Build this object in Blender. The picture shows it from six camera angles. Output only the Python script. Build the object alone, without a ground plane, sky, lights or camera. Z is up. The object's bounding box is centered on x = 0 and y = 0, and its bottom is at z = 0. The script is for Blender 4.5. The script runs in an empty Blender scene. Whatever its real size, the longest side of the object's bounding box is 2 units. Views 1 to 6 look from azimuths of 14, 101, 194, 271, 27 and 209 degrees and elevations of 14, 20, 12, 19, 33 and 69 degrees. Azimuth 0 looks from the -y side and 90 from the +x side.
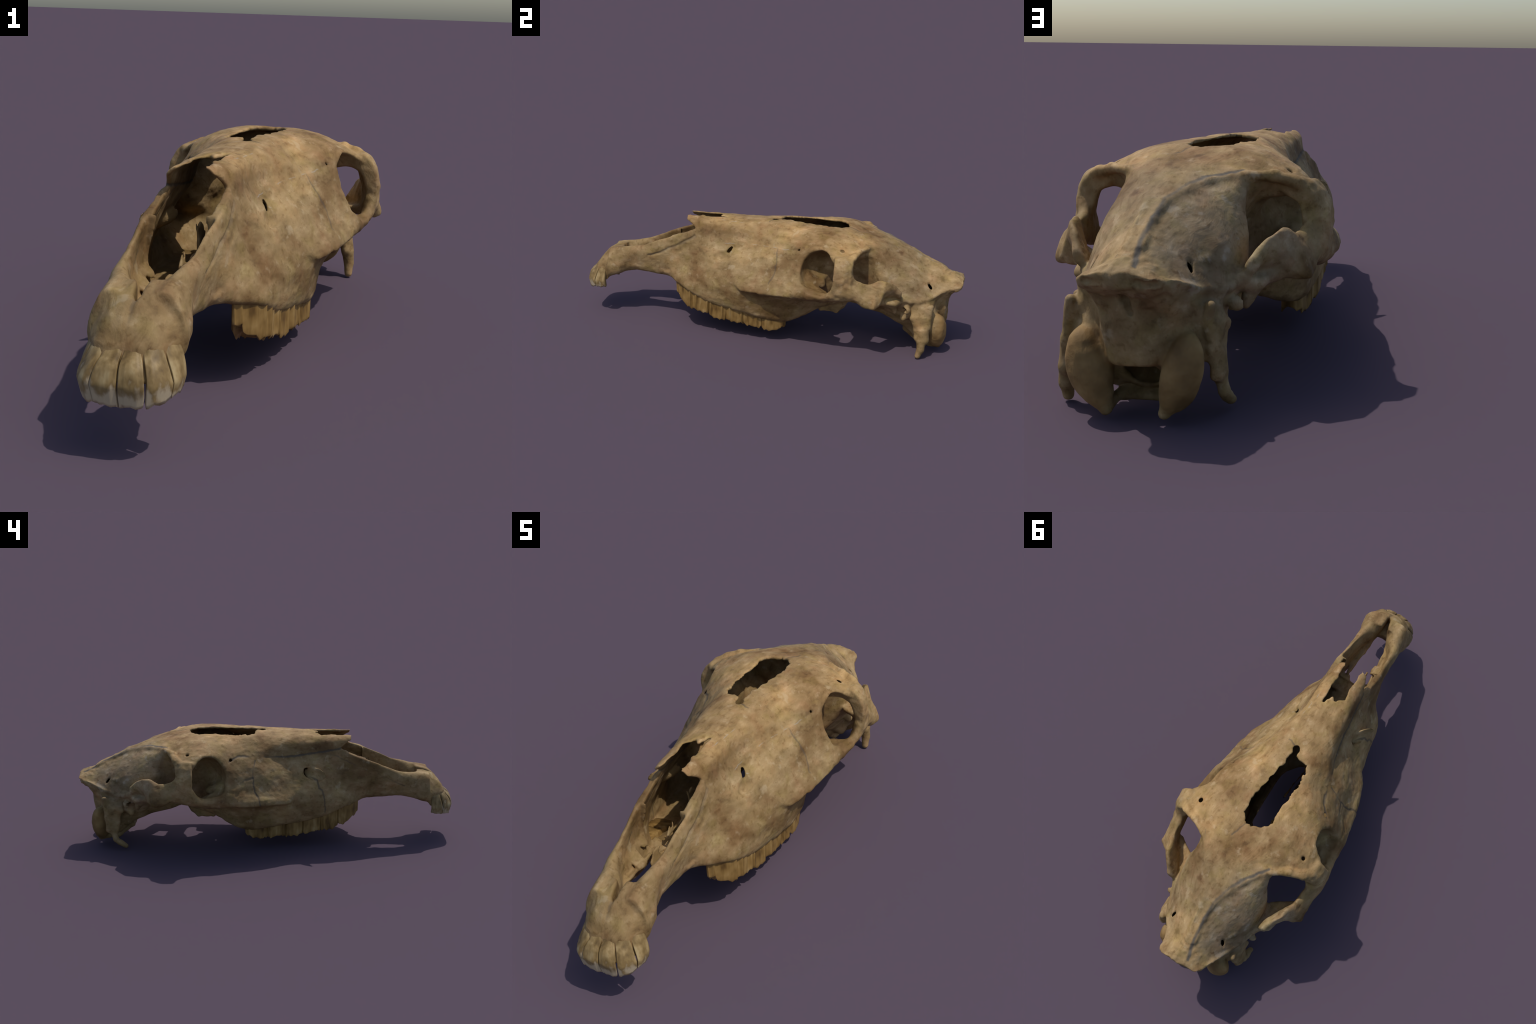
# A weathered horse skull without its lower jaw.
# The bone is described as smooth blends of lofted cross-sections, swept bars and
# thin plates (signed distances), polygonised in this script and split into its bones.
# Axes: snout towards -y, back of the head towards +y, z up.
import bpy, bmesh, math
import numpy as np
from mathutils import Vector

H = 0.0045                       # sampling step of the bone
X = np.arange(-0.0225, 0.385, H, dtype=np.float32)     # one half; mirrored later
Y = np.arange(-1.035, 1.035, H, dtype=np.float32)
Z = np.arange(-0.03, 0.672, H, dtype=np.float32)
FAR = 0.06
rng = np.random.default_rng(7)


# ------------------------------------------------------------------ helpers
def pchip(xs, ys, q):
    """monotone cubic through ys(xs) (ys may have trailing dimensions)"""
    xs = np.asarray(xs, float); ys = np.asarray(ys, float)
    h = np.diff(xs); sh = (-1,) + (1,) * (ys.ndim - 1)
    d = np.diff(ys, axis=0) / h.reshape(sh)
    m = np.zeros_like(ys); m[0], m[-1] = d[0], d[-1]
    w1 = (2 * h[1:] + h[:-1]).reshape(sh); w2 = (h[1:] + 2 * h[:-1]).reshape(sh)
    with np.errstate(divide='ignore', invalid='ignore'):
        hm = (w1 + w2) / (w1 / d[:-1] + w2 / d[1:])
    m[1:-1] = np.where(d[:-1] * d[1:] > 0, hm, 0.0)
    q = np.clip(np.asarray(q, float), xs[0], xs[-1])
    i = np.clip(np.searchsorted(xs, q, side='right') - 1, 0, len(xs) - 2)
    qs = (-1,) + (1,) * (ys.ndim - 1)
    t = ((q - xs[i]) / h[i]).reshape(qs); hh = h[i].reshape(qs)
    return ((1 + 2 * t) * (1 - t) ** 2 * ys[i] + t * (1 - t) ** 2 * hh * m[i]
            + t * t * (3 - 2 * t) * ys[i + 1] + t * t * (t - 1) * hh * m[i + 1])


def catmull(P, n=4, closed=False):
    P = np.asarray(P, float)
    if closed:
        Q = np.concatenate([P[-1:], P, P[:2]])
    else:
        Q = np.concatenate([2 * P[:1] - P[1:2], P, 2 * P[-1:] - P[-2:-1]])
    a, b, c, d = Q[:-3], Q[1:-2], Q[2:-1], Q[3:]
    out = []
    for k in range(n):
        t = k / n
        out.append(0.5 * (2 * b + (c - a) * t + (2 * a - 5 * b + 4 * c - d) * t * t + (3 * b - a - 3 * c + d) * t ** 3))
    R = np.stack(out, 1).reshape(-1, P.shape[1])
    return R if closed else np.concatenate([R, P[-1:]])


def poly2d(px, pz, V):
    """signed distance to a closed polygon V (negative inside)"""
    d = np.full(px.shape, 1e9, np.float32); inside = np.zeros(px.shape, bool)
    W = np.roll(V, -1, 0)
    for (ax, az), (bx, bz) in zip(V.astype(np.float32), W.astype(np.float32)):
        ex, ez = bx - ax, bz - az
        L = ex * ex + ez * ez
        if L < 1e-12:
            continue
        wx, wz = px - ax, pz - az
        t = np.clip((wx * ex + wz * ez) / L, 0, 1)
        qx, qz = wx - ex * t, wz - ez * t
        np.minimum(d, qx * qx + qz * qz, out=d)
        if az != bz:
            c = ((az > pz) != (bz > pz)) & (px < ax + (pz - az) * (ex / ez))
            inside ^= c
    d = np.sqrt(d)
    return np.where(inside, -d, d)


def smin(a, b, k):
    h = np.clip(0.5 + 0.5 * (b - a) / k, 0, 1)
    return b + (a - b) * h - k * h * (1 - h)


def smax(a, b, k):
    return -smin(-a, -b, k)


class Field:
    """a sampled signed distance on the box X x Y x Z"""

    def __init__(s, xs, ys, zs, fill=FAR):
        s.x, s.y, s.z = xs, ys, zs
        s.d = np.full((len(xs), len(ys), len(zs)), fill, np.float32)

    def box(s, lo, hi):
        sl = []
        for g, a, b in zip((s.x, s.y, s.z), lo, hi):
            i, j = np.searchsorted(g, [a, b])
            sl.append(slice(max(i - 1, 0), min(j + 1, len(g))))
        sl = tuple(sl)
        return sl, s.x[sl[0]][:, None, None], s.y[sl[1]][None, :, None], s.z[sl[2]][None, None, :]

    def add(s, f, lo, hi, k=0.02, m=0.05):
        sl, x, y, z = s.box(np.array(lo) - m, np.array(hi) + m)
        if min(v.stop - v.start for v in sl) > 0:
            s.d[sl] = smin(s.d[sl], f(x, y, z).astype(np.float32), k)

    def cut(s, f, lo, hi, k=0.004, m=0.03):
        sl, x, y, z = s.box(np.array(lo) - m, np.array(hi) + m)
        if min(v.stop - v.start for v in sl) > 0:
            s.d[sl] = smax(s.d[sl], -f(x, y, z).astype(np.float32), k)


def loft_field(F, ys, secs, midline, y0=None, y1=None, sub=4):
    """solid through half sections (x,z): midline=True closes them over x=0"""
    out = np.full(F.d.shape, FAR, np.float32)
    ys = np.array(ys); secs = np.array(secs, float)
    y0 = ys[0] if y0 is None else y0; y1 = ys[-1] if y1 is None else y1
    for j, y in enumerate(F.y):
        if y < y0 - FAR or y > y1 + FAR:
            continue
        S = pchip(ys, secs, [y])[0]
        if midline:
            m = S[[2, 1]] * [-1, 1]; n = S[[-2, -3]] * [-1, 1]
            V = catmull(np.concatenate([m, S, n]), sub)
        else:
            V = catmull(S, sub, closed=True)
        lo, hi = V.min(0) - FAR, V.max(0) + FAR
        i0, i1 = np.searchsorted(F.x, [lo[0], hi[0]]); k0, k1 = np.searchsorted(F.z, [lo[1], hi[1]])
        if i1 <= i0 or k1 <= k0:
            continue
        px, pz = np.broadcast_arrays(F.x[i0:i1, None], F.z[None, k0:k1])
        d = poly2d(px, pz, V)
        e = max(y0 - y, y - y1)
        if e > 0:
            d = np.where(d < 0, e, np.sqrt(np.maximum(d, 0) ** 2 + e * e))
        out[i0:i1, j, k0:k1] = np.minimum(d, FAR)
    g = np.gradient(out, H, axis=1)
    g[np.abs(out) > FAR * 0.95] = 0
    out /= np.sqrt(1 + np.clip(g, -2.5, 2.5) ** 2)
    return out


def capsules(P, k=0.012):
    """chain of round cones; P rows x,y,z,r"""
    P = np.array(P, float)

    def f(x, y, z):
        out = None
        for a, b in zip(P[:-1], P[1:]):
            e = b[:3] - a[:3]; L = max(e @ e, 1e-9)
            t = np.clip(((x - a[0]) * e[0] + (y - a[1]) * e[1] + (z - a[2]) * e[2]) / L, 0, 1)
            d = np.sqrt((x - a[0] - e[0] * t) ** 2 + (y - a[1] - e[1] * t) ** 2 + (z - a[2] - e[2] * t) ** 2) - (a[3] + (b[3] - a[3]) * t)
            out = d if out is None else smin(out, d, k)
        return out
    r = P[:, 3].max()
    return f, P[:, :3].min(0) - r, P[:, :3].max(0) + r


def ellipsoid(c, r, rot=None):
    c = np.array(c, float); r = np.array(r, float)
    R = np.eye(3) if rot is None else rot

    def f(x, y, z):
        a, b, e = x - c[0], y - c[1], z - c[2]
        u = (R[0, 0] * a + R[0, 1] * b + R[0, 2] * e) / r[0]
        v = (R[1, 0] * a + R[1, 1] * b + R[1, 2] * e) / r[1]
        w = (R[2, 0] * a + R[2, 1] * b + R[2, 2] * e) / r[2]
        k0 = np.sqrt(u * u + v * v + w * w)
        k1 = np.sqrt((u / r[0]) ** 2 + (v / r[1]) ** 2 + (w / r[2]) ** 2) + 1e-6
        return k0 * (k0 - 1) / k1
    m = r.max()
    return f, c - m, c + m


def plate(pts, tris, rad, k=0.012):
    """thin bone plate: triangles thickened; rad per vertex"""
    P = np.array(pts, float); rad = np.broadcast_to(np.array(rad, float), (len(P),))

    def f(x, y, z):
        out = None
        x, y, z = np.broadcast_arrays(x, y, z)
        p = np.stack([x, y, z], -1).astype(np.float32)
        for (i, j, l) in tris:
            a, b, c = P[i], P[j], P[l]
            n = np.cross(b - a, c - a); nn = n @ n
            q = p - a.astype(np.float32)
            v0, v1 = b - a, c - a
            d00, d01, d11 = v0 @ v0, v0 @ v1, v1 @ v1
            q0, q1 = q @ v0, q @ v1
            den = d00 * d11 - d01 * d01
            bv = (d11 * q0 - d01 * q1) / den; bw = (d00 * q1 - d01 * q0) / den
            bu = 1 - bv - bw
            inside = (bv >= 0) & (bw >= 0) & (bu >= 0)
            dpl = np.abs(q @ n) / math.sqrt(nn)
            dd = dpl - (bu * rad[i] + bv * rad[j] + bw * rad[l])
            best = None
            for s, t in ((i, j), (j, l), (l, i)):
                e = P[t] - P[s]; w = p - P[s].astype(np.float32)
                tt = np.clip((w @ e) / (e @ e), 0, 1)
                de = np.sqrt(((w - tt[..., None] * e) ** 2).sum(-1)) - (rad[s] + (rad[t] - rad[s]) * tt)
                best = de if best is None else np.minimum(best, de)
            d = np.where(inside, dd, best)
            out = d if out is None else smin(out, d, k)
        return out
    r = rad.max()
    return f, P.min(0) - r, P.max(0) + r


def lattice(shape_seed):
    r = np.random.default_rng(shape_seed)
    T = r.random((32, 32, 32)).astype(np.float32) * 2 - 1

    def f(x, y, z, s):
        x, y, z = np.broadcast_arrays(x * s, y * s, z * s)
        i, j, k = (np.floor(v).astype(int) for v in (x, y, z))
        u, v, w = x - i, y - j, z - k
        u, v, w = (t * t * (3 - 2 * t) for t in (u, v, w))
        g = lambda a, b, c: T[(i + a) & 31, (j + b) & 31, (k + c) & 31]
        c00 = g(0, 0, 0) * (1 - u) + g(1, 0, 0) * u; c10 = g(0, 1, 0) * (1 - u) + g(1, 1, 0) * u
        c01 = g(0, 0, 1) * (1 - u) + g(1, 0, 1) * u; c11 = g(0, 1, 1) * (1 - u) + g(1, 1, 1) * u
        return (c00 * (1 - v) + c10 * v) * (1 - w) + (c01 * (1 - v) + c11 * v) * w
    return f


noise = lattice(11)


def prism_z(V, zlo, jag=0.0, zhi=1.0, seed_scale=55.0):
    """vertical hole with outline V in (x,y), ragged by jag"""
    V = catmull(np.array(V), 3, closed=True)

    def f(x, y, z):
        px, py = np.broadcast_arrays(x[:, :, 0], y[:, :, 0])
        d = poly2d(px, py, V)
        if jag:
            d = d + jag * (noise(px, py, 0.3, seed_scale) + 0.6 * noise(px, py, 1.7, seed_scale * 2.3))
        return np.maximum(d[:, :, None], np.maximum(zlo - z, z - zhi))
    return f, (*V.min(0), zlo), (*V.max(0), zhi)


def prism_x(V, xlo, xhi, smooth=3):
    """sideways hole with outline V in (y,z)"""
    V = catmull(np.array(V), smooth, closed=True) if smooth > 1 else np.array(V)

    def f(x, y, z):
        py, pz = np.broadcast_arrays(y[0], z[0])
        return np.maximum(poly2d(py, pz, V)[None], np.maximum(xlo - x, x - xhi))
    return f, (xlo, *V.min(0)), (xhi, *V.max(0))


# ------------------------------------------------------------------ 1. face and braincase
# half sections at y: from the mid-line of the roof, over the edge of the roof, down the
# cheek, round the facial crest and the tooth-bearing border to the mid-line of the palate
CORE = {
 -0.52: [(0,.586),(.030,.584),(.048,.576),(.061,.557),(.068,.535),(.078,.50),(.094,.45),(.108,.40),(.115,.35),(.118,.30),(.118,.27),(.112,.246),(.09,.243),(.05,.258),(0,.262)],
 -0.46: [(0,.586),(.032,.584),(.051,.577),(.066,.560),(.072,.538),(.082,.505),(.100,.45),(.116,.40),(.127,.35),(.141,.30),(.159,.262),(.162,.230),(.12,.225),(.06,.25),(0,.26)],
 -0.40: [(0,.584),(.035,.582),(.057,.574),(.074,.557),(.080,.535),(.089,.51),(.107,.45),(.124,.40),(.142,.35),(.170,.30),(.194,.255),(.197,.212),(.13,.205),(.06,.25),(0,.26)],
 -0.30: [(0,.585),(.04,.583),(.067,.574),(.086,.555),(.092,.533),(.101,.505),(.132,.45),(.161,.40),(.182,.35),(.205,.30),(.217,.25),(.209,.172),(.14,.172),(.07,.245),(0,.255)],
 -0.20: [(0,.588),(.045,.586),(.075,.573),(.095,.554),(.102,.535),(.110,.502),(.139,.447),(.172,.40),(.200,.35),(.224,.30),(.233,.25),(.219,.152),(.15,.155),(.08,.24),(0,.25)],
 -0.10: [(0,.589),(.05,.587),(.083,.577),(.107,.557),(.117,.533),(.127,.492),(.176,.43),(.226,.35),(.272,.285),(.257,.262),(.245,.20),(.226,.138),(.165,.14),(.085,.235),(0,.245)],
  0.00: [(0,.597),(.055,.593),(.093,.579),(.122,.555),(.143,.533),(.163,.495),(.207,.43),(.256,.35),(.301,.287),(.272,.268),(.243,.20),(.226,.122),(.17,.125),(.09,.23),(0,.24)],
  0.10: [(0,.603),(.065,.599),(.105,.583),(.138,.556),(.170,.527),(.200,.495),(.240,.43),(.282,.35),(.317,.289),(.280,.268),(.238,.20),(.214,.112),(.16,.112),(.09,.22),(0,.235)],
  0.18: [(0,.602),(.07,.599),(.13,.583),(.180,.552),(.212,.526),(.238,.499),(.274,.43),(.308,.36),(.325,.298),(.270,.270),(.220,.20),(.192,.132),(.14,.13),(.09,.22),(0,.24)],
  0.205:[(0,.602),(.073,.599),(.138,.585),(.190,.555),(.222,.530),(.246,.503),(.279,.43),(.311,.36),(.326,.300),(.258,.270),(.210,.205),(.178,.143),(.13,.14),(.09,.22),(0,.245)],
  0.25: [(0,.602),(.08,.599),(.15,.586),(.203,.560),(.240,.537),(.252,.510),(.25,.44),(.255,.38),(.255,.31),(.218,.262),(.182,.215),(.152,.165),(.11,.16),(.08,.22),(0,.25)],
  0.31: [(0,.600),(.085,.598),(.165,.584),(.225,.556),(.270,.529),(.273,.508),(.200,.47),(.178,.42),(.170,.35),(.172,.30),(.168,.25),(.150,.200),(.11,.185),(.07,.22),(0,.26)],
  0.38: [(0,.598),(.09,.596),(.170,.580),(.240,.550),(.303,.512),(.296,.490),(.195,.47),(.148,.42),(.126,.36),(.124,.30),(.124,.25),(.110,.212),(.08,.20),(.05,.23),(0,.26)],
  0.43: [(0,.591),(.09,.588),(.165,.573),(.236,.544),(.293,.511),(.286,.488),(.185,.470),(.142,.43),(.118,.37),(.115,.30),(.112,.26),(.096,.222),(.07,.212),(.04,.215),(0,.225)],
  0.465: [(0,.583),(.08,.581),(.145,.567),(.192,.548),(.215,.527),(.205,.506),(.165,.472),(.142,.43),(.120,.37),(.115,.30),(.109,.26),(.092,.222),(.065,.208),(.035,.208),(0,.212)],
  0.52: [(0,.572),(.055,.571),(.10,.563),(.146,.547),(.168,.518),(.162,.49),(.153,.46),(.144,.42),(.130,.36),(.124,.30),(.120,.25),(.112,.208),(.092,.192),(.05,.195),(0,.198)],
  0.60: [(0,.552),(.035,.549),(.078,.540),(.128,.512),(.160,.48),(.178,.45),(.188,.42),(.192,.39),(.192,.35),(.190,.31),(.165,.26),(.13,.21),(.10,.175),(.05,.180),(0,.185)],
  0.70: [(0,.518),(.022,.514),(.066,.497),(.115,.470),(.146,.443),(.167,.415),(.180,.385),(.188,.350),(.198,.315),(.193,.28),(.165,.23),(.125,.17),(.092,.128),(.045,.135),(0,.142)],
  0.80: [(0,.470),(.014,.466),(.050,.446),(.092,.417),(.120,.390),(.141,.362),(.153,.337),(.163,.317),(.171,.300),(.168,.27),(.155,.21),(.13,.16),(.09,.10),(.045,.065),(0,.055)],
  0.87: [(0,.437),(.014,.433),(.045,.415),(.078,.391),(.102,.368),(.117,.351),(.126,.339),(.131,.329),(.132,.318),(.120,.29),(.112,.24),(.108,.19),(.095,.145),(.05,.132),(0,.132)],
  0.915: [(0,.414),(.018,.408),(.045,.394),(.074,.377),(.094,.362),(.106,.352),(.113,.345),(.117,.338),(.116,.328),(.100,.300),(.084,.258),(.074,.205),(.058,.150),(.02,.140),(0,.140)],
  0.945: [(0,.402),(.022,.397),(.048,.388),(.072,.376),(.090,.364),(.100,.356),(.106,.350),(.109,.345),(.108,.337),(.100,.325),(.085,.314),(.065,.308),(.04,.307),(.02,.31),(0,.312)],
  0.978: [(0,.389),(.025,.386),(.050,.381),(.071,.375),(.087,.369),(.096,.364),(.101,.359),(.102,.353),(.099,.345),(.090,.338),(.072,.333),(.055,.330),(.035,.330),(.015,.332),(0,.333)],
  0.995: [(0,.381),(.025,.380),(.047,.378),(.063,.375),(.074,.372),(.080,.369),(.083,.365),(.083,.360),(.080,.355),(.072,.350),(.058,.347),(.04,.346),(.025,.346),(.012,.347),(0,.347)],
}
half = Field(X, Y, Z)
core = loft_field(half, list(CORE), list(CORE.values()), True)

W = Field(X, Y, Z); W.d = core
# the eye socket and the temporal fossa behind it
a = math.radians(22)
turn = np.array([[math.cos(a), -math.sin(a), 0], [math.sin(a), math.cos(a), 0], [0, 0, 1]])
W.cut(*ellipsoid((.285, .290, .431), (.142, .086, .105), turn), k=.012)
# occipital face between crest and condyles is hollowed a little
W.cut(*ellipsoid((.075, 1.02, .262), (.075, .10, .05)), k=.02)
# niche of the infraorbital opening
W.cut(*ellipsoid((.163, -.232, .412), (.018, .042, .026)), k=.012)
# hollow inside: nasal cavity with sinuses, and the braincase
shell = 0.0105
inner = -(W.d + shell)
yy = Y[None, :, None]; zz = Z[None, None, :]; xx = X[:, None, None]
# keep solid bone at the tooth sockets, in the crest and between face and braincase
solid = np.maximum(np.maximum(-(0.895 - yy), -(yy + 0.56)), -np.abs(yy - 0.475) + 0.03)
sock = np.maximum(np.maximum(.215 - zz, .10 - xx), yy - .16) * -1
# (positive 'keep' turns the hollow off)
hollow = smax(-inner, solid, .015)
hollow = smax(hollow, np.broadcast_to(np.minimum(np.minimum(.205 - zz, xx - .12), .15 - yy), hollow.shape), .012)
W.d = smax(W.d, -hollow, .003)
half.d = W.d

# palate opens behind into the choanae
half.cut(*prism_z([(-.03, -.03), (.045, -.005), (.070, .05), (.072, .15), (.066, .28), (.055, .41), (-.03, .43)], 0.10, zhi=.30), k=.01)

# ------------------------------------------------------------------ 2. premaxilla: the two bars and the front block
BAR = {
 -0.86: [(.020,.31),(.030,.340),(.055,.363),(.080,.357),(.104,.322),(.118,.278),(.115,.228),(.075,.218)],
 -0.78: [(.022,.29),(.032,.342),(.060,.374),(.084,.371),(.104,.342),(.109,.298),(.099,.247),(.065,.241)],
 -0.70: [(.060,.31),(.066,.360),(.078,.391),(.096,.387),(.107,.357),(.100,.308),(.091,.260),(.068,.252)],
 -0.60: [(.078,.310),(.086,.382),(.084,.430),(.099,.427),(.108,.385),(.103,.325),(.093,.255),(.076,.245)],
 -0.50: [(.100,.310),(.099,.400),(.092,.468),(.104,.470),(.110,.415),(.116,.345),(.114,.256),(.098,.243)],
 -0.40: [(.152,.300),(.110,.435),(.086,.500),(.096,.508),(.108,.455),(.133,.375),(.172,.290),(.168,.276)],
}
bars = loft_field(half, list(BAR), list(BAR.values()), False)
BLOCK = {
 -0.998:[(0,.175),(.03,.175),(.06,.170),(.070,.158),(.066,.143),(.045,.135),(0,.135)],
 -0.985:[(0,.225),(.035,.222),(.068,.205),(.086,.172),(.082,.143),(.05,.132),(0,.132)],
 -0.96: [(0,.250),(.04,.247),(.080,.226),(.108,.183),(.106,.142),(.06,.130),(0,.130)],
 -0.92: [(0,.305),(.037,.300),(.077,.273),(.118,.203),(.124,.148),(.07,.136),(0,.136)],
 -0.88: [(0,.345),(.037,.340),(.076,.309),(.116,.241),(.124,.166),(.09,.154),(0,.165)],
 -0.84: [(0,.365),(.037,.360),(.073,.334),(.107,.277),(.114,.224),(.08,.213),(0,.235)],
 -0.80: [(0,.375),(.04,.372),(.072,.355),(.105,.302),(.112,.250),(.07,.240),(0,.258)],
}
block = loft_field(half, list(BLOCK), list(BLOCK.values()), True)
blockR = block.copy()
block = block + .018 * np.clip((.262 - Z) / .05, 0, 1)[None, None, :] * np.clip((-.80 - Y) / .05, 0, 1)[None, :, None]
B = Field(X, Y, Z); B.d = smin(bars, block, .02)
B.cut(lambda x, y, z: np.maximum(z - .19, y + .83) + 0 * x, (-.1, -1.05, 0), (.2, -.83, .19), k=.01)
# hollow under the incisors, and the incisive slot behind the block
B.cut(*ellipsoid((0, -.895, .12), (.100, .090, .085)), k=.006)
B.cut(*prism_z([(-.04, -.872), (.006, -.868), (.011, -.835), (.022, -.775), (.040, -.70), (.05, -.60), (-.04, -.55)], .30), k=.009)
B.cut(*prism_z([(-.04, -.79), (.022, -.775), (.042, -.70), (.05, -.60), (-.04, -.54)], .2), k=.01)
# ridges of the incisor roots
half.d = smin(half.d, B.d, .012)

# cut the nasal opening: everything in front of the nasal notch and above the bars
half.cut(*prism_x([(-.394, .519), (-.408, .536), (-.435, .553), (-.475, .560), (-.515, .566), (-.535, .585), (-.56, .66), (-1.05, .66), (-1.05, .42),
                   (-.80, .400), (-.70, .406), (-.60, .438), (-.50, .474), (-.455, .491), (-.42, .506)], -.1, .3, smooth=2), k=.006)
half.cut(*prism_x([(-.60, .27), (-.60, .7), (-.47, .7), (-.44, .5), (-.44, .29)], -.1, .062, smooth=1), k=.01)
# nasal floor that carries on forward as a shelf on the bars
half.add(*plate([(.0, -.46, .262), (.10, -.46, .262), (.10, -.55, .262), (.055, -.54, .266)], [(0, 1, 3), (1, 2, 3)], .006), k=.012)
half.add(*plate([(.062, -.55, .28), (.10, -.80, .28), (.035, -.80, .285), (.045, -.68, .285)], [(0, 1, 3), (1, 2, 3)], .006), k=.012)

# ------------------------------------------------------------------ 3. zygomatic arch and bar behind the eye
ARCH = {
 0.000: [(.275,.318),(.288,.300),(.295,.284),(.287,.272),(.272,.270),(.262,.280),(.260,.300),(.266,.315)],
 0.150: [(0.300,0.345),(0.316,0.316),(0.322,0.295),(0.309,0.282),(0.288,0.278),(0.274,0.287),(0.276,0.320),(0.286,0.348)],
 0.220: [(0.312,0.355),(0.329,0.330),(0.330,0.300),(0.313,0.282),(0.292,0.278),(0.280,0.290),(0.285,0.320),(0.298,0.352)],
 0.260: [(0.320,0.337),(0.338,0.322),(0.334,0.299),(0.315,0.280),(0.295,0.278),(0.286,0.290),(0.292,0.313),(0.306,0.336)],
 0.300: [(0.325,0.333),(0.343,0.320),(0.337,0.299),(0.317,0.282),(0.300,0.280),(0.291,0.293),(0.299,0.312),(0.312,0.332)],
 0.360: [(0.337,0.343),(0.350,0.330),(0.343,0.308),(0.324,0.294),(0.308,0.292),(0.299,0.303),(0.306,0.320),(0.321,0.341)],
 0.420: [(0.340,0.400),(0.355,0.360),(0.347,0.323),(0.328,0.309),(0.312,0.309),(0.303,0.325),(0.311,0.360),(0.324,0.400)],
 0.480: [(0.325,0.403),(0.350,0.365),(0.347,0.333),(0.330,0.318),(0.312,0.319),(0.298,0.337),(0.295,0.370),(0.306,0.404)],
 0.540: [(.308,.403),(.337,.360),(.350,.310),(.335,.290),(.308,.298),(.288,.330),(.284,.370),(.290,.403)],
 0.575: [(.300,.412),(.332,.360),(.351,.308),(.338,.291),(.290,.296),(.265,.320),(.266,.370),(.280,.414)],
 0.600: [(.288,.420),(.306,.380),(.325,.318),(.306,.299),(.255,.293),(.242,.312),(.254,.370),(.272,.420)],
 0.628: [(.284,.419),(.290,.392),(.288,.366),(.270,.342),(.242,.322),(.232,.338),(.250,.380),(.270,.418)],
 0.660: [(.262,.403),(.267,.386),(.262,.364),(.245,.343),(.224,.325),(.214,.336),(.230,.366),(.248,.401)],
 0.698: [(.240,.360),(.242,.345),(.235,.328),(.222,.316),(.206,.308),(.201,.320),(.212,.342),(.227,.360)],
}
BARS = {
 .374: [(.312,.522),(.350,.481),(.362,.435),(.360,.385),(.346,.330),(.320,.330),(.322,.385),(.319,.432),(.304,.466),(.282,.492)],
 .420: [(.304,.528),(.343,.490),(.360,.440),(.360,.390),(.350,.335),(.313,.335),(.311,.385),(.304,.430),(.291,.461),(.262,.488)],
 .458: [(.265,.538),(.312,.506),(.338,.455),(.345,.400),(.346,.345),(.310,.345),(.300,.390),(.292,.430),(.276,.468),(.240,.500)],
}
half.add(*capsules([(.226, .238, .362, .028), (.205, .295, .338, .022)]), k=.03)      # swelling of the upper jaw on the floor of the eye socket
half.d = smin(half.d, loft_field(half, list(ARCH), list(ARCH.values()), False), .014)
half.add(*plate([(.300, .225, .335), (.240, .240, .345), (.305, .320, .312), (.256, .325, .308)], [(0, 1, 2), (1, 2, 3)], .011), k=.02)
half.add(*capsules([(.342, .378, .372, .012), (.334, .350, .332, .011)]), k=.016)
half.d = smin(half.d, loft_field(half, list(BARS), list(BARS.values()), False), .018)
half.add(*capsules([(.222, .668, .285, .016), (.190, .675, .300, .016)]), k=.02)
half.add(*capsules([(.320, .455, .425, .013), (.308, .490, .398, .010)]), k=.022)      # rounded corners of the temporal opening
half.add(*capsules([(.280, .462, .522, .012), (.225, .478, .538, .013), (.165, .515, .540, .012)]), k=.02)
half.add(*plate([(.205, .580, .312), (.285, .535, .314), (.195, .70, .300), (.240, .670, .296)], [(0, 1, 2), (1, 2, 3)], .012), k=.018)
half.add(*capsules([(.258, .600, .306, .015), (.226, .640, .288, .016), (.209, .668, .255, .013), (.206, .672, .240, .010)], k=.004), k=.014)

half.cut(*capsules([(.268, -.105, .262, .004), (.296, -.01, .259, .010), (.308, .10, .255, .012), (.306, .19, .252, .010)], k=.003), k=.004)

# ------------------------------------------------------------------ 4. base: pterygoid plates, ear region, paracondylar processes, condyles
half.add(*plate([(.095, .26, .20), (.082, .285, .155), (.085, .36, .22), (.072, .365, .150), (.088, .43, .25), (.066, .40, .175)],
                [(0, 1, 2), (1, 2, 3), (2, 3, 4), (3, 4, 5)], .0085), k=.015)
half.add(*plate([(.08, .43, .23), (.07, .56, .19), (.06, .50, .24)], [(0, 1, 2)], .01), k=.015)
half.add(*plate([(.176, .765, .252), (.178, .815, .250), (.194, .765, .215), (.192, .815, .225), (.192, .785, .178)], [(0, 1, 2), (1, 2, 3), (2, 3, 4)], .011), k=.016)
half.add(*capsules([(.182, .775, .205, .02), (.188, .790, .180, .016)]), k=.012)
half.add(*capsules([(.190, .728, .262, .016), (.208, .733, .255, .017)]), k=.01)
half.add(*capsules([(.150, .73, .215, .03), (.165, .715, .195, .016)]), k=.02)
half.add(*capsules([(.204, .705, .310, .008), (.190, .745, .296, .009), (.172, .795, .297, .009), (.146, .850, .313, .008), (.120, .900, .338, .007), (.104, .942, .356, .005)], k=.004), k=.010)
half.cut(*capsules([(.225, .700, .272, .010), (.215, .735, .283, .009), (.200, .780, .276, .007)]), k=.010)
half.cut(*capsules([(.165, .720, .258, .007), (.24, .724, .256, .0105)]), k=.003)
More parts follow.
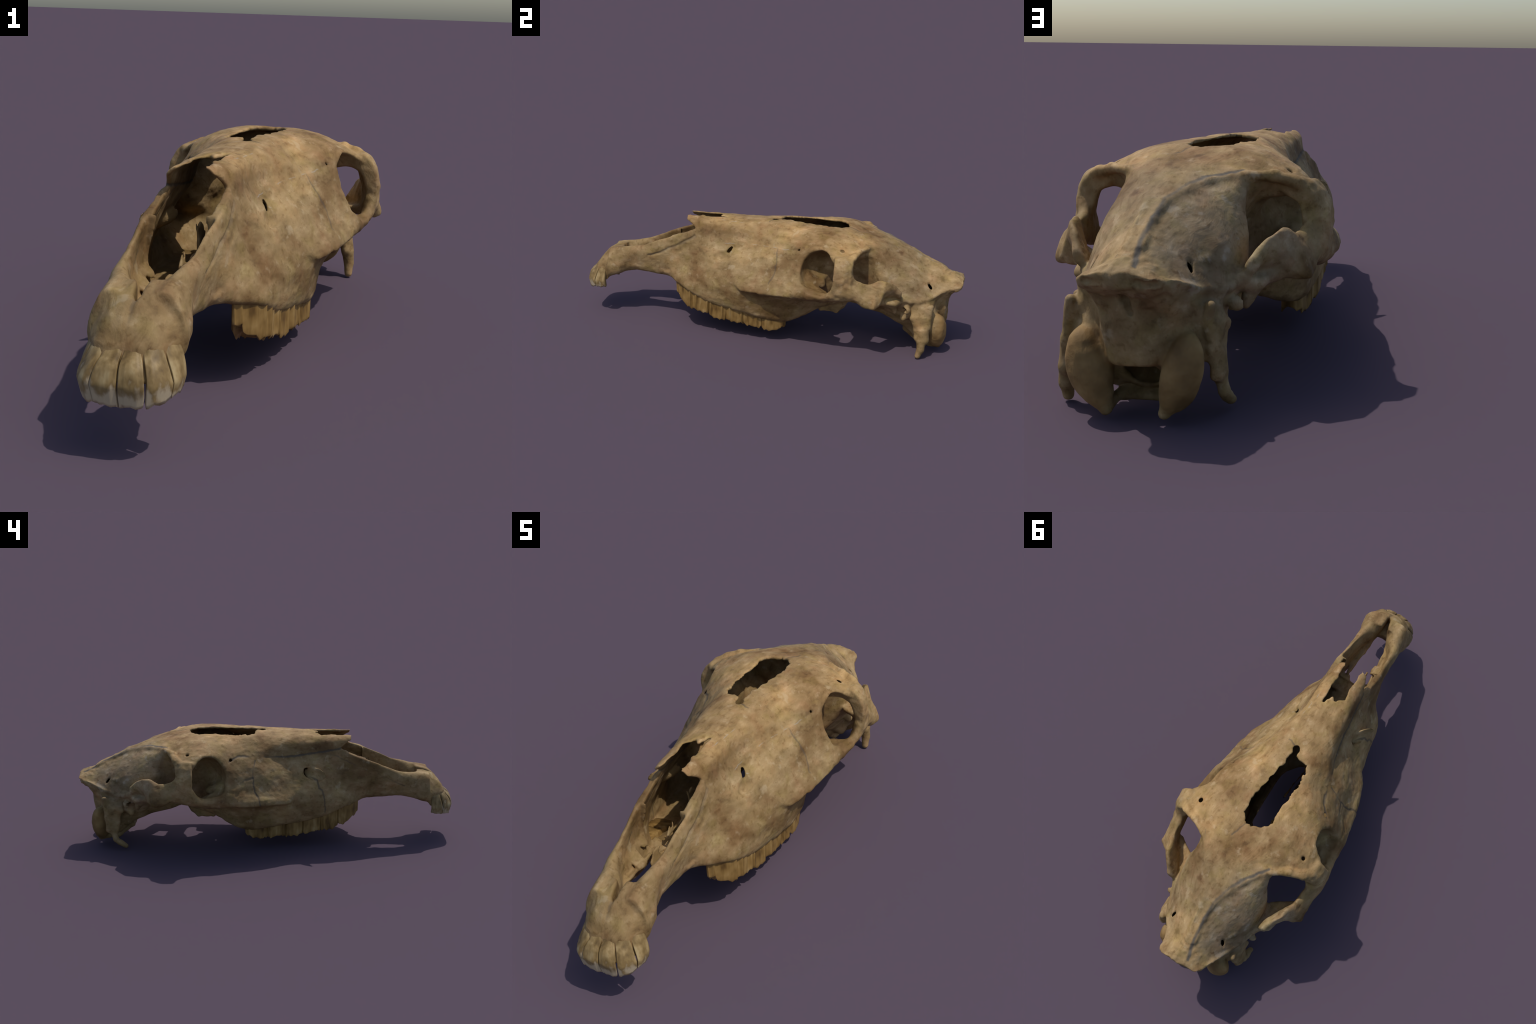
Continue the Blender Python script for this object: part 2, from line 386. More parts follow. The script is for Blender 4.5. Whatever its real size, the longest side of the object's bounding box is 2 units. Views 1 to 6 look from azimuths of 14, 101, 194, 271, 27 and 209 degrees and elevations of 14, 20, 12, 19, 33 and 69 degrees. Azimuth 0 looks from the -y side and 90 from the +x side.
half.add(*plate([(.178, .850, .275), (.176, .79, .24), (.193, .840, .17), (.186, .788, .15), (.200, .838, .105), (.196, .790, .11)],
                [(0, 1, 2), (1, 2, 3), (2, 3, 4), (3, 4, 5)], [.014, .014, .0135, .0125, .0125, .0115]), k=.02)
half.add(*plate([(.140, .825, .318), (.122, .862, .300), (.174, .775, .276), (.176, .798, .262), (.187, .820, .205), (.118, .862, .205), (.168, .842, .150), (.120, .862, .150)],
                [(0, 1, 2), (1, 2, 3), (1, 3, 4), (1, 4, 5), (4, 5, 6), (5, 6, 7)], .009), k=.016)
a = math.radians(16)
tilt = np.array([[math.cos(a), 0, -math.sin(a)], [0, 1, 0], [math.sin(a), 0, math.cos(a)]])
half.add(*ellipsoid((.121, .887, .124), (.053, .048, .097), tilt), k=.008)
half.add(*capsules([(.092, .893, .055, .026), (.078, .897, .026, .013), (.083, .855, .034, .012)]), k=.02)
half.add(*capsules([(.125, .85, .20, .03), (.11, .85, .14, .035), (.085, .80, .090, .030), (.06, .72, .145, .02)]), k=.025)
# foramen magnum, open into the braincase
half.cut(*ellipsoid((.0, .91, .089), (.062, .125, .047)), k=.008)
half.cut(*capsules([(0, .88, .092, .042), (0, .80, .125, .045), (0, .70, .23, .05)]), k=.01)
half.cut(*ellipsoid((0, .945, .01), (.056, .10, .055)), k=.012)
half.add(*capsules([(.078, .872, .032, .014), (.060, .806, .038, .014)]), k=.02)

half.cut(*capsules([(.222, .180, .510, .0055), (.24, .176, .522, .008)]), k=.006)
half.cut(*capsules([(.0, -.900, .352, .007), (.0, -.935, .320, .0055)]), k=.010)
# low ridge where the temple muscle began
half.add(*capsules([(.150, .515, .540, .006), (.086, .600, .532, .0055), (.046, .671, .508, .0055), (.024, .732, .4965, .005), (.016, .806, .463, .005), (.018, .90, .417, .005)]), k=.018)
half.add(*plate([(.058, .805, .030), (.055, .725, .090), (-.02, .720, .095), (-.02, .800, .030)], [(0, 1, 3), (1, 2, 3)], .011), k=.02)
# foramina on both sides
half.cut(*capsules([(.246, .398, .60, .0075), (.244, .400, .47, .0075)]), k=.008)
half.cut(*capsules([(.118, .828, .372, .0060), (.122, .846, .330, .0050)]), k=.006)

# ------------------------------------------------------------------ 5. both halves, then the damage that differs left and right
i0 = int(np.argmin(np.abs(X)))
full = Field(np.concatenate([-X[:i0:-1], X[i0:]]), Y, Z)
full.d = np.concatenate([half.d[:i0:-1], half.d[i0:]], 0)
del half, W, B, core, bars, block, hollow, inner

# broken hole in the forehead
full.cut(*prism_z([(.018, .004), (.017, .039), (.020, .096), (.033, .161), (.040, .214), (.056, .278), (.051, .346), (.033, .396), (-.012, .398), (-.036, .384), (-.072, .351), (-.066, .301), (-.068, .243),
                   (-.078, .160), (-.075, .088), (-.053, .054), (-.010, .047), (-.004, .009)], .54, jag=.007), k=.002)
# nasal bones broken away along the middle
full.cut(*prism_z([(.036, -.56), (.038, -.470), (.036, -.396), (.036, -.322), (.031, -.232), (.012, -.262), (.006, -.272), (-.013, -.262), (-.020, -.277), (-.044, -.293), (-.039, -.329), (-.038, -.385), (-.038, -.433), (-.034, -.56)],
                  .50, jag=.0045), k=.003)
# infraorbital openings: clean on one side, broken into a niche on the other
full.cut(*capsules([(.128, -.185, .448, .007), (.148, -.205, .430, .0085)]), k=.006)
a = math.radians(33)
turn = np.array([[math.cos(a), -math.sin(a), 0], [math.sin(a), math.cos(a), 0], [0, 0, 1]])
niche, nlo, nhi = ellipsoid((-.170, -.246, .412), (.022, .066, .034), turn)
full.cut(niche, nlo, nhi, k=.003)
full.add(lambda x, y, z: np.maximum(np.abs(niche(x, y, z)) - .0055, -(.80 * (x + .170) - .54 * (y + .246) - .25 * (z - .412)) + .010), nlo, nhi, k=.004)
# paracondylar processes end differently
full.add(*capsules([(.196, .816, .15, .021), (.203, .816, .10, .022), (.210, .817, .055, .019), (.212, .806, .020, .0135)], k=.003), k=.02)
full.add(*capsules([(-.190, .816, .15, .017), (-.196, .810, .10, .0165), (-.202, .800, .055, .015), (-.202, .780, .038, .014), (-.201, .748, .018, .012)], k=.003), k=.02)
# pit and slots under the crest of the neck
full.cut(*capsules([(.006, .950, .335, .010), (.008, .931, .305, .010), (-.004, .930, .272, .007)]), k=.010)
full.cut(*capsules([(-.045, .998, .356, .008), (-.104, .980, .352, .009)], k=.002), k=.003)
full.cut(*capsules([(.036, 1.000, .357, .008), (.072, .996, .356, .008)], k=.002), k=.003)

shelf_f, shelf_lo, shelf_hi = plate([(-.098, -.50, .345), (-.040, -.50, .290), (-.082, -.62, .325), (-.040, -.62, .288), (-.068, -.74, .305), (-.040, -.74, .288), (-.03, -.81, .30)],
                                    [(0, 1, 2), (1, 2, 3), (2, 3, 4), (3, 4, 5), (4, 5, 6)], .0055)
full.add(lambda x, y, z: np.maximum(shelf_f(x, y, z), .004 - .04 * (.38 - noise(x * 1.0, y, 2.2, 24))), shelf_lo, shelf_hi, k=.006)
# midline wall of the nose (vomer), ragged along its top
vom = catmull(np.array([(-.62, .275), (-.55, .30), (-.50, .315), (-.42, .36), (-.33, .385), (-.22, .37), (-.10, .36), (.05, .36), (.25, .35), (.40, .36)]), 4)


def vomer(x, y, z):
    t = np.interp(y, vom[:, 0], vom[:, 1])
    t = t + .016 * noise(y, 0.0, 0.0, 70) + .022 * noise(y, 3.0, 0.0, 17)
    a = -.018 + .010 * noise(0.0, y, z, 12)
    d = np.maximum(np.abs(x - a) - .0045, z - t)
    d = np.maximum(d, np.maximum(.245 - z, np.maximum(-.60 - y, y - .40)))
    hole = .012 - .03 * np.maximum(noise(5.0, y, z, 16) - .2, 0) / .8
    return np.maximum(d, .006 - .05 * (0.35 - noise(5.0, y, z, 17)))


full.add(vomer, (-.04, -.62, .24), (.02, .40, .45), k=.006)

# ------------------------------------------------------------------ 6. polygonise (surface nets)
def surface_nets(F):
    d = F.d
    s = d < 0
    nx, ny, nz = d.shape
    cnt = np.zeros((nx - 1, ny - 1, nz - 1), np.int8)
    for a in (0, 1):
        for b in (0, 1):
            for c in (0, 1):
                cnt += s[a:nx - 1 + a, b:ny - 1 + b, c:nz - 1 + c]
    cells = np.argwhere((cnt > 0) & (cnt < 8))
    idx = np.full(cnt.shape, -1, np.int32)
    idx[tuple(cells.T)] = np.arange(len(cells))
    acc = np.zeros((len(cells), 3)); n = np.zeros(len(cells))
    i, j, k = cells.T
    corners = [(a, b, c) for a in (0, 1) for b in (0, 1) for c in (0, 1)]
    for p in corners:
        for ax in range(3):
            if p[ax]:
                continue
            q = list(p); q[ax] = 1
            da = d[i + p[0], j + p[1], k + p[2]]; db = d[i + q[0], j + q[1], k + q[2]]
            m = (da < 0) != (db < 0)
            t = np.where(m, da / np.where(m, da - db, 1), 0)
            for e in range(3):
                acc[:, e] += np.where(m, p[e] + (t if e == ax else 0), 0)
            n += m
    v = cells + acc / n[:, None]
    P = np.stack([F.x[0] + v[:, 0] * H, F.y[0] + v[:, 1] * H, F.z[0] + v[:, 2] * H], 1)
    quads = []
    for ax in range(3):
        u, w = (ax + 1) % 3, (ax + 2) % 3
        A = np.take(s, range(0, d.shape[ax] - 1), ax); Bm = np.take(s, range(1, d.shape[ax]), ax)
        e = np.argwhere(A != Bm)
        e = e[(e[:, u] > 0) & (e[:, w] > 0) & (e[:, u] < d.shape[u] - 1) & (e[:, w] < d.shape[w] - 1)]
        flip = A[tuple(e.T)]
        def at(du, dw):
            c = e.copy(); c[:, u] -= du; c[:, w] -= dw
            return idx[tuple(c.T)]
        q = np.stack([at(1, 1), at(0, 1), at(0, 0), at(1, 0)], 1)
        q[~flip] = q[~flip][:, ::-1]
        quads.append(q)
    return P, np.concatenate(quads)


def sample(F, P):
    g = [(P[:, 0] - F.x[0]) / H, (P[:, 1] - F.y[0]) / H, (P[:, 2] - F.z[0]) / H]
    i = [np.clip(np.floor(a).astype(int), 0, n - 2) for a, n in zip(g, F.d.shape)]
    t = [a - b for a, b in zip(g, i)]
    out = 0
    for a in (0, 1):
        for b in (0, 1):
            for c in (0, 1):
                w = (t[0] if a else 1 - t[0]) * (t[1] if b else 1 - t[1]) * (t[2] if c else 1 - t[2])
                out = out + w * F.d[i[0] + a, i[1] + b, i[2] + c]
    return out


def smooth(P, Q, n, lam=0.5):
    E = np.concatenate([Q[:, [0, 1]], Q[:, [1, 2]], Q[:, [2, 3]], Q[:, [3, 0]]])
    N = len(P)
    deg = np.bincount(E[:, 0], minlength=N) + np.bincount(E[:, 1], minlength=N)
    for _ in range(n):
        S = np.zeros_like(P)
        for c in range(3):
            S[:, c] = np.bincount(E[:, 0], P[E[:, 1], c], N) + np.bincount(E[:, 1], P[E[:, 0], c], N)
        P = P + lam * (S / np.maximum(deg, 1)[:, None] - P)
    return P


def normals(P, Q):
    n = np.cross(P[Q[:, 2]] - P[Q[:, 0]], P[Q[:, 3]] - P[Q[:, 1]])
    V = np.zeros_like(P)
    for c in range(3):
        for k in range(4):
            V[:, c] += np.bincount(Q[:, k], n[:, c], len(P))
    return V / np.maximum(np.linalg.norm(V, axis=1), 1e-12)[:, None]


P, Q = surface_nets(full)
# drop crumbs that hang free
lab = np.arange(len(P))
for _ in range(400):
    m = lab[Q].min(1)
    new = lab.copy()
    for c in range(4):
        np.minimum.at(new, Q[:, c], m)
    new = new[new]
    if (new == lab).all():
        break
    lab = new
big = np.bincount(lab, minlength=len(P))[lab] > 1500
Q = Q[big[Q].all(1)]
used = np.zeros(len(P), bool); used[Q] = True
re = np.cumsum(used) - 1
P, Q = P[used], re[Q]
P = smooth(P, Q, 2)
N = normals(P, Q)
P = P - N * np.clip(sample(full, P), -.004, .004)[:, None] * 0.8
P = smooth(P, Q, 1)
N = normals(P, Q)


# ------------------------------------------------------------------ 7. relief: low lumps, grain, seams between bones
# seams and cracks as lines on the finished skull: (half width, depth, darkness, points)
SEAMS = [
    (.0032, .0030, .75, [(-.235, .185, .500), (-.200, .146, .514), (-.160, .074, .503), (-.140, -.005, .495), (-.122, -.090, .486), (-.115, -.154, .487), (-.100, -.304, .504), (-.090, -.395, .518)]),
    (.0028, .0025, .70, [(-.190, .056, .486), (-.215, .069, .443), (-.250, .067, .393), (-.275, .060, .350), (-.290, .041, .324), (-.309, .032, .287)]),
    (.0028, .0020, .65, [(-.170, -.225, .385), (-.181, -.264, .374), (-.190, -.271, .335), (-.202, -.290, .324), (-.208, -.300, .278), (-.215, -.305, .206)]),
    (.0026, .0020, .50, [(-.095, -.307, .494), (-.100, -.367, .482), (-.105, -.426, .451), (-.105, -.467, .430)]),
    (.0026, .0020, .45, [(-.100, -.583, .381), (-.100, -.644, .351), (-.105, -.725, .309)]),
    (.0040, .0020, .55, [(-.245, .072, .412), (-.250, .113, .404), (-.255, .148, .385)]),
    (.0024, .0015, .45, [(.195, .063, .497), (.220, .068, .440), (.240, .068, .411), (.260, .063, .382), (.281, .042, .344)]),
    (.0045, .0055, .25, [(.096, -.391, .486), (.105, -.493, .426), (.108, -.586, .377), (.108, -.644, .355)]),
    (.0045, .0022, .80, [(-.150, .512, .540), (-.112, .560, .536), (-.076, .608, .528), (-.042, .671, .503), (-.022, .732, .487), (-.018, .806, .457), (-.024, .910, .408), (-.036, .965, .390)]),
    (.0022, .0015, .35, [(.16, .50, .545), (.095, .600, .520), (.052, .671, .500), (.022, .75, .482), (.012, .83, .45)]),
    (.0034, .0035, .45, [(.012, -.835, .385), (.013, -.880, .352), (.014, -.925, .318), (.014, -.955, .280)]),
    (.0024, .0020, .55, [(.014, .395, .59), (.035, .43, .585), (.050, .47, .575)]),
    (.0024, .0020, .55, [(.02, .01, .595), (.045, -.005, .59), (.06, -.005, .585)]),
]

# fine closed seams that only show as a pale line
PALE_SEAMS = [
    [(.055, -.275, .583), (.070, -.141, .575), (.085, -.027, .568), (.122, .095, .550)],
    [(.100, -.315, .470), (.115, -.174, .475), (.128, -.080, .487), (.163, .000, .497), (.205, .111, .505), (.245, .240, .525)],
    [(.095, -.56, .42), (.090, -.64, .395), (.085, -.72, .375), (.090, -.80, .350), (.085, -.88, .300)],
    [(.115, -.10, .48), (.150, -.16, .43), (.135, -.21, .45)],
]


def spread(line):
    """how a seam is measured: loosely across the sheet of bone it lies in"""
    xs = np.abs(np.array(line))[:, 0]
    return (.3, 1, 1) if xs.min() > .08 and xs.max() - xs.min() < .2 and np.mean(np.array(line)[:, 2]) < .53 else (1, 1, .3)


def line_dist(P, L):
    P = P * spread(L); L = np.array(L) * spread(L)
    out = np.full(len(P), 1e9)
    for a, b in zip(L[:-1], L[1:]):
        e = b - a; t = np.clip(((P - a) @ e) / (e @ e), 0, 1)
        out = np.minimum(out, np.linalg.norm(P - a - t[:, None] * e, axis=1))
    return out


x, y, z = P.T
amp = .0022 * noise(x, y, z, 22) + .0012 * noise(x, y, z, 60) + .003 * noise(x, y, z, 9)
amp = amp + .0035 * np.clip((y - .88) / .05, 0, 1) * np.clip((z - .25) / .04, 0, 1) * noise(x, y, z, 75)      # rough rear crest and neck muscle scars
amp = amp + .0022 * np.clip((np.abs(x) - .24) / .05, 0, 1) * noise(x, y, z, 48)
P = P + N * amp[:, None]


# the skull is not quite symmetric: slight bend and twist
def warp(P):
    P = P.copy()
    y = P[:, 1]
    P[:, 2] += P[:, 0] * np.interp(y, [-1, -.85, -.75, -.5, -.4, .1, .35, .55, .8, 1], [.03, .04, .08, .07, .035, .035, .015, 0, -.03, -.03])
    low = np.clip((.34 - P[:, 2]) / .12, 0, 1) * np.clip(-P[:, 0] / .08, 0, 1)
    P[:, 0] += low * np.interp(y, [-.84, -.72, -.60, -.50, -.45, -.38, -.25, -.12, .1], [0, .016, .028, .034, .022, .017, .014, .004, 0])
    P[:, 2] += low * np.interp(y, [-.56, -.42, .12, .25], [0, .018, .016, 0])
    ear = np.clip((.32 - P[:, 2]) / .06, 0, 1) * np.clip((-.12 - P[:, 0]) / .05, 0, 1)
    P[:, 0] += ear * np.interp(y, [.70, .76, .86, .90], [0, .012, .012, 0])
    con = np.clip((.27 - P[:, 2]) / .05, 0, 1) * np.clip((-.03 - P[:, 0]) / .03, 0, 1) * np.clip((y - .83) / .03, 0, 1)
    P[:, 0] += con * .010
    up = np.clip((P[:, 2] - .40) / .06, 0, 1) * np.clip((.60 - P[:, 2]) / .06, 0, 1) * np.clip(P[:, 0] / .06, 0, 1)
    P[:, 0] -= up * np.interp(y, [-.32, -.2, -.05, .1], [0, .012, .012, 0])
    mid = np.clip((P[:, 2] - .26) / .05, 0, 1) * np.clip((.52 - P[:, 2]) / .06, 0, 1) * np.clip((-.14 - P[:, 0]) / .06, 0, 1)
    P[:, 0] -= mid * np.interp(y, [-.12, 0, .2, .3], [0, .015, .013, 0])
    P[:, 0] += np.interp(y, [-1, -.88, -.72, -.4, -.1, .45, .84, .89, .94, .97, 1], [.014, .013, -.006, -.009, 0, 0, 0, -.009, -.008, -.003, -.002])
    return P


P = warp(P)
N = normals(P, Q)
for hw, depth, dark, line in SEAMS:
    lo, hi = np.min(line, 0) - .04, np.max(line, 0) + .04
    near = np.nonzero(((P > lo) & (P < hi)).all(1))[0]
    wob = np.stack([noise(*P[near].T, 45) * .004, noise(*(P[near] + 3).T, 45) * .004, noise(*(P[near] + 7).T, 45) * .004], 1)
    d = line_dist(P[near] + wob, line)
    P[near] -= N[near] * (depth * np.exp(-(d / (hw * 1.3)) ** 2))[:, None]
N = normals(P, Q)

# ------------------------------------------------------------------ 8. materials
def mat_new(name):
    m = bpy.data.materials.new(name); m.use_nodes = True
    nt = m.node_tree
    return m, nt, nt.nodes['Principled BSDF']


def ramp(nt, fac, stops):
    r = nt.nodes.new('ShaderNodeValToRGB')
    e = r.color_ramp.elements
    while len(e) < len(stops):
        e.new(0.5)
    for el, (p, c) in zip(e, stops):
        el.position = p; el.color = (*c, 1)
    nt.links.new(fac, r.inputs[0])
    return r.outputs[0]


def tex(nt, kind, vec, **kw):
    n = nt.nodes.new('ShaderNodeTex' + kind)
    for k, v in kw.items():
        n.inputs[k].default_value = v
    nt.links.new(vec, n.inputs['Vector'])
    return n.outputs[0]


def mix(nt, fac, a, b, mode='MIX'):
    n = nt.nodes.new('ShaderNodeMix'); n.data_type = 'RGBA'; n.blend_type = mode
    for s, v in ((n.inputs[0], fac), (n.inputs[6], a), (n.inputs[7], b)):
        if hasattr(v, 'links') or isinstance(v, bpy.types.NodeSocket):
            nt.links.new(v, s)
        else:
            s.default_value = v if isinstance(v, (int, float)) else (*v, 1)
    return n.outputs[2]


def math_node(nt, op, *v):
    n = nt.nodes.new('ShaderNodeMath'); n.operation = op
    for i, q in enumerate(v):
        if isinstance(q, (int, float)):
            n.inputs[i].default_value = q
        else:
            nt.links.new(q, n.inputs[i])
    return n.outputs[0]


def vmath(nt, op, a, b=None, out=0, scale=None):
    n = nt.nodes.new('ShaderNodeVectorMath'); n.operation = op
    for i, q in enumerate((a, b)):
        if q is None:
            continue
        if isinstance(q, (tuple, list)):
            n.inputs[i].default_value = q
        else:
            nt.links.new(q, n.inputs[i])
    if scale is not None:
        nt.links.new(scale, n.inputs['Scale'])
    return n.outputs[out]


def smoothstep(nt, v, lo, hi, a=0.0, b=1.0):
    n = nt.nodes.new('ShaderNodeMapRange'); n.interpolation_type = 'SMOOTHSTEP'
    nt.links.new(v, n.inputs[0])
    for i, q in enumerate((lo, hi, a, b)):
        n.inputs[i + 1].default_value = q
    return n.outputs[0]


def line_mask(nt, co, line, hw):
    sp = spread(line)
    co = vmath(nt, 'MULTIPLY', co, sp); line = [tuple(np.array(q) * sp) for q in line]
    best = None
    for a, b in zip(line[:-1], line[1:]):
        a, b = Vector(a), Vector(b); e = b - a
        w = vmath(nt, 'SUBTRACT', co, tuple(a))
        t = vmath(nt, 'DOT_PRODUCT', w, tuple(e / e.length_squared), out=1)
        t = math_node(nt, 'MINIMUM', math_node(nt, 'MAXIMUM', t, 0.0), 1.0)
        d = vmath(nt, 'LENGTH', vmath(nt, 'SUBTRACT', w, vmath(nt, 'SCALE', tuple(e), scale=t)), out=1)
        best = d if best is None else math_node(nt, 'MINIMUM', best, d)
    return smoothstep(nt, best, hw * .5, hw * 1.9, 1.0, 0.0)


def ball_mask(nt, co, c, r0, r1, stretch=(1, 1, 1)):
    v = vmath(nt, 'MULTIPLY', vmath(nt, 'SUBTRACT', co, c), stretch)
    return smoothstep(nt, vmath(nt, 'LENGTH', v, out=1), r0, r1, 1.0, 0.0)


def bone_colour(nt, co):
    """mottled tan: broad stains, finger-sized blotches, fibres along the skull, olive and pink casts"""
    fib = nt.nodes.new('ShaderNodeMapping'); fib.inputs['Scale'].default_value = (1.0, .55, 1.0)
    nt.links.new(co, fib.inputs[0]); fib = fib.outputs[0]
    n1 = tex(nt, 'Noise', fib, Scale=24.0, Detail=7.0, Roughness=.60)
    n2 = tex(nt, 'Noise', vmath(nt, 'ADD', co, vmath(nt, 'SCALE', tex_vec(nt, co, 14.0), scale=const(nt, .06))), Scale=5.0, Detail=4.0, Roughness=.50)
    c = ramp(nt, n1, [(.30, (.165, .104, .042)), (.42, (.238, .158, .067)), (.505, (.264, .177, .079)), (.59, (.292, .200, .094)), (.70, (.365, .262, .136))])
    c = mix(nt, 1.0, c, ramp(nt, n2, [(.34, (.62, .53, .43)), (.44, (.88, .84, .79)), (.51, (1.0, .99, .97)), (.59, (1.13, 1.10, 1.05)), (.68, (1.32, 1.27, 1.18))]), 'MULTIPLY')
    st = nt.nodes.new('ShaderNodeMapping'); st.inputs['Scale'].default_value = (1.0, .22, .55)
    nt.links.new(vmath(nt, 'ADD', co, vmath(nt, 'SCALE', tex_vec(nt, co, 9.0), scale=const(nt, .10))), st.inputs[0])
    streak = tex(nt, 'Noise', st.outputs[0], Scale=62.0, Detail=4.0, Roughness=.6)
    c = mix(nt, smoothstep(nt, streak, .52, .70, 0, .45), c, (.66, .58, .47), 'MULTIPLY')
    c = mix(nt, smoothstep(nt, streak, .46, .30, 0, .45), c, (1.25, 1.26, 1.30), 'MULTIPLY')
    hue = tex(nt, 'Noise', co, Scale=15.0, Detail=3.0, Roughness=.5)
    c = mix(nt, smoothstep(nt, hue, .52, .68, 0, .38), c, (.86, .92, .60), 'MULTIPLY')
    c = mix(nt, smoothstep(nt, hue, .48, .34, 0, .45), c, (1.0, .86, .84), 'MULTIPLY')
    spots = tex(nt, 'Noise', co, Scale=52.0, Detail=3.0, Roughness=.55)
    c = mix(nt, smoothstep(nt, spots, .56, .70, 0, .6), c, (.62, .54, .42), 'MULTIPLY')
    pale = tex(nt, 'Noise', vmath(nt, 'ADD', co, (4.0, 2.0, 1.0)), Scale=20.0, Detail=3.0, Roughness=.6)
    c = mix(nt, smoothstep(nt, pale, .60, .74, 0, .35), c, (.46, .36, .22))
    return c, math_node(nt, 'ADD', n1, math_node(nt, 'MULTIPLY', streak, .8)), spots


def finish(nt, bsdf, col, *heights, strength=.4, dist=.005):
    nt.links.new(col, bsdf.inputs['Base Color'])
    bsdf.inputs['Roughness'].default_value = .72
    bsdf.inputs['Specular IOR Level'].default_value = .25
    h = heights[0]
    for q in heights[1:]:
        h = math_node(nt, 'ADD', h, q)
    bp = nt.nodes.new('ShaderNodeBump'); bp.inputs['Strength'].default_value = strength; bp.inputs['Distance'].default_value = dist
    nt.links.new(h, bp.inputs['Height']); nt.links.new(bp.outputs[0], bsdf.inputs['Normal'])


def bone_material(name):
    m, nt, bsdf = mat_new(name)
    co = nt.nodes.new('ShaderNodeTexCoord').outputs['Object']
    c, n1, spots = bone_colour(nt, co)
    # greyer temple on one side, bounded by its ridge
    t = ball_mask(nt, co, (-.15, .72, .44), .16, .26, (1.0, .95, 1.0))
    side = nt.nodes.new('ShaderNodeSeparateXYZ'); nt.links.new(co, side.inputs[0])
    t = math_node(nt, 'MULTIPLY', t, smoothstep(nt, side.outputs[0], -.02, -.06))
    c = mix(nt, math_node(nt, 'MULTIPLY', t, .75), c, (.98, 1.08, 1.42), 'MULTIPLY')
    t2 = ball_mask(nt, co, (.12, .74, .43), .12, .22, (1.0, .95, 1.0))
    c = mix(nt, math_node(nt, 'MULTIPLY', t2, .35), c, (.92, .98, 1.22), 'MULTIPLY')
    # lighter, warmer tint over the top of nose and forehead, limited by height
    xyz = nt.nodes.new('ShaderNodeSeparateXYZ'); nt.links.new(vmath(nt, 'ADD', co, vmath(nt, 'SCALE', vmath(nt, 'SUBTRACT', tex_vec(nt, co, 20.0), (.5, .5, .5)), scale=const(nt, .03))), xyz.inputs[0])
    roof = math_node(nt, 'MULTIPLY', smoothstep(nt, xyz.outputs[2], .515, .545), smoothstep(nt, xyz.outputs[1], .62, .50))
    c = mix(nt, math_node(nt, 'MULTIPLY', roof, .8), c, (1.20, 1.13, 1.06), 'MULTIPLY')
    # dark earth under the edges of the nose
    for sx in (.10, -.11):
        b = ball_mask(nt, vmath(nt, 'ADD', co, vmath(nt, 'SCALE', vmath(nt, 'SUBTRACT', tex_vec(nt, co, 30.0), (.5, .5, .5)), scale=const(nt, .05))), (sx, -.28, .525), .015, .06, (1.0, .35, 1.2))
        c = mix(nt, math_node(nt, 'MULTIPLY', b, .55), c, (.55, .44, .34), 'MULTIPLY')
    # earth stains
    for p, r, k in (((.081, .673, .504), .022, .75), ((-.166, -.304, .39), .014, .6), ((.03, -.965, .27), .06, .35), ((-.05, -.95, .28), .06, .4), ((.10, -.33, .52), .05, .45), ((-.10, -.30, .53), .06, .4), ((.16, -.13, .30), .05, .3), ((-.20, .12, .42), .07, .35)):
        w = vmath(nt, 'ADD', co, vmath(nt, 'SCALE', vmath(nt, 'SUBTRACT', tex_vec(nt, co, 40.0), (.5, .5, .5)), scale=const(nt, r * .8)))
        c = mix(nt, math_node(nt, 'MULTIPLY', ball_mask(nt, w, p, r * .25, r), k), c, (.50, .40, .32), 'MULTIPLY')
    # smooth brown joint faces of the condyles
    w = vmath(nt, 'ADD', co, vmath(nt, 'SCALE', vmath(nt, 'SUBTRACT', tex_vec(nt, co, 40.0), (.5, .5, .5)), scale=const(nt, .012)))
    jf = ramp(nt, tex(nt, 'Noise', co, Scale=12.0, Detail=3.0), [(.35, (.13, .070, .022)), (.55, (.24, .14, .048)), (.7, (.33, .21, .080))])
    for sx in (.113, -.133):
        c = mix(nt, math_node(nt, 'MULTIPLY', ball_mask(nt, w, (sx, .915, .115), .075, .095, (1.25, 1.1, .72)), .85), c, jf)
    # seams filled with dirt
    wob = vmath(nt, 'SCALE', vmath(nt, 'SUBTRACT', tex_vec(nt, co, 45.0), (.5, .5, .5)), scale=const(nt, .010))
    cw = vmath(nt, 'ADD', co, wob)
    for hw, depth, dark, line in SEAMS:
        blue = (.16, .17, .17) if hw > .0042 else (.20, .16, .12)
        c = mix(nt, math_node(nt, 'MULTIPLY', line_mask(nt, cw, line, hw * 1.25), dark), c, tuple(v * .34 for v in blue))
    broken = smoothstep(nt, tex(nt, 'Noise', co, Scale=28.0, Detail=2.0), .42, .62, 0, .45)
    for line in PALE_SEAMS:
        c = mix(nt, math_node(nt, 'MULTIPLY', line_mask(nt, cw, line, .0013), broken), c, (.34, .315, .26))
    finish(nt, bsdf, c, n1, math_node(nt, 'MULTIPLY', spots, .5))
    return m


def const(nt, v):
    n = nt.nodes.new('ShaderNodeValue'); n.outputs[0].default_value = v
    return n.outputs[0]


def tex_vec(nt, vec, scale):
    n = nt.nodes.new('ShaderNodeTexNoise'); n.inputs['Scale'].default_value = scale; n.inputs['Detail'].default_value = 1.0
    nt.links.new(vec, n.inputs['Vector'])
    return n.outputs[1]


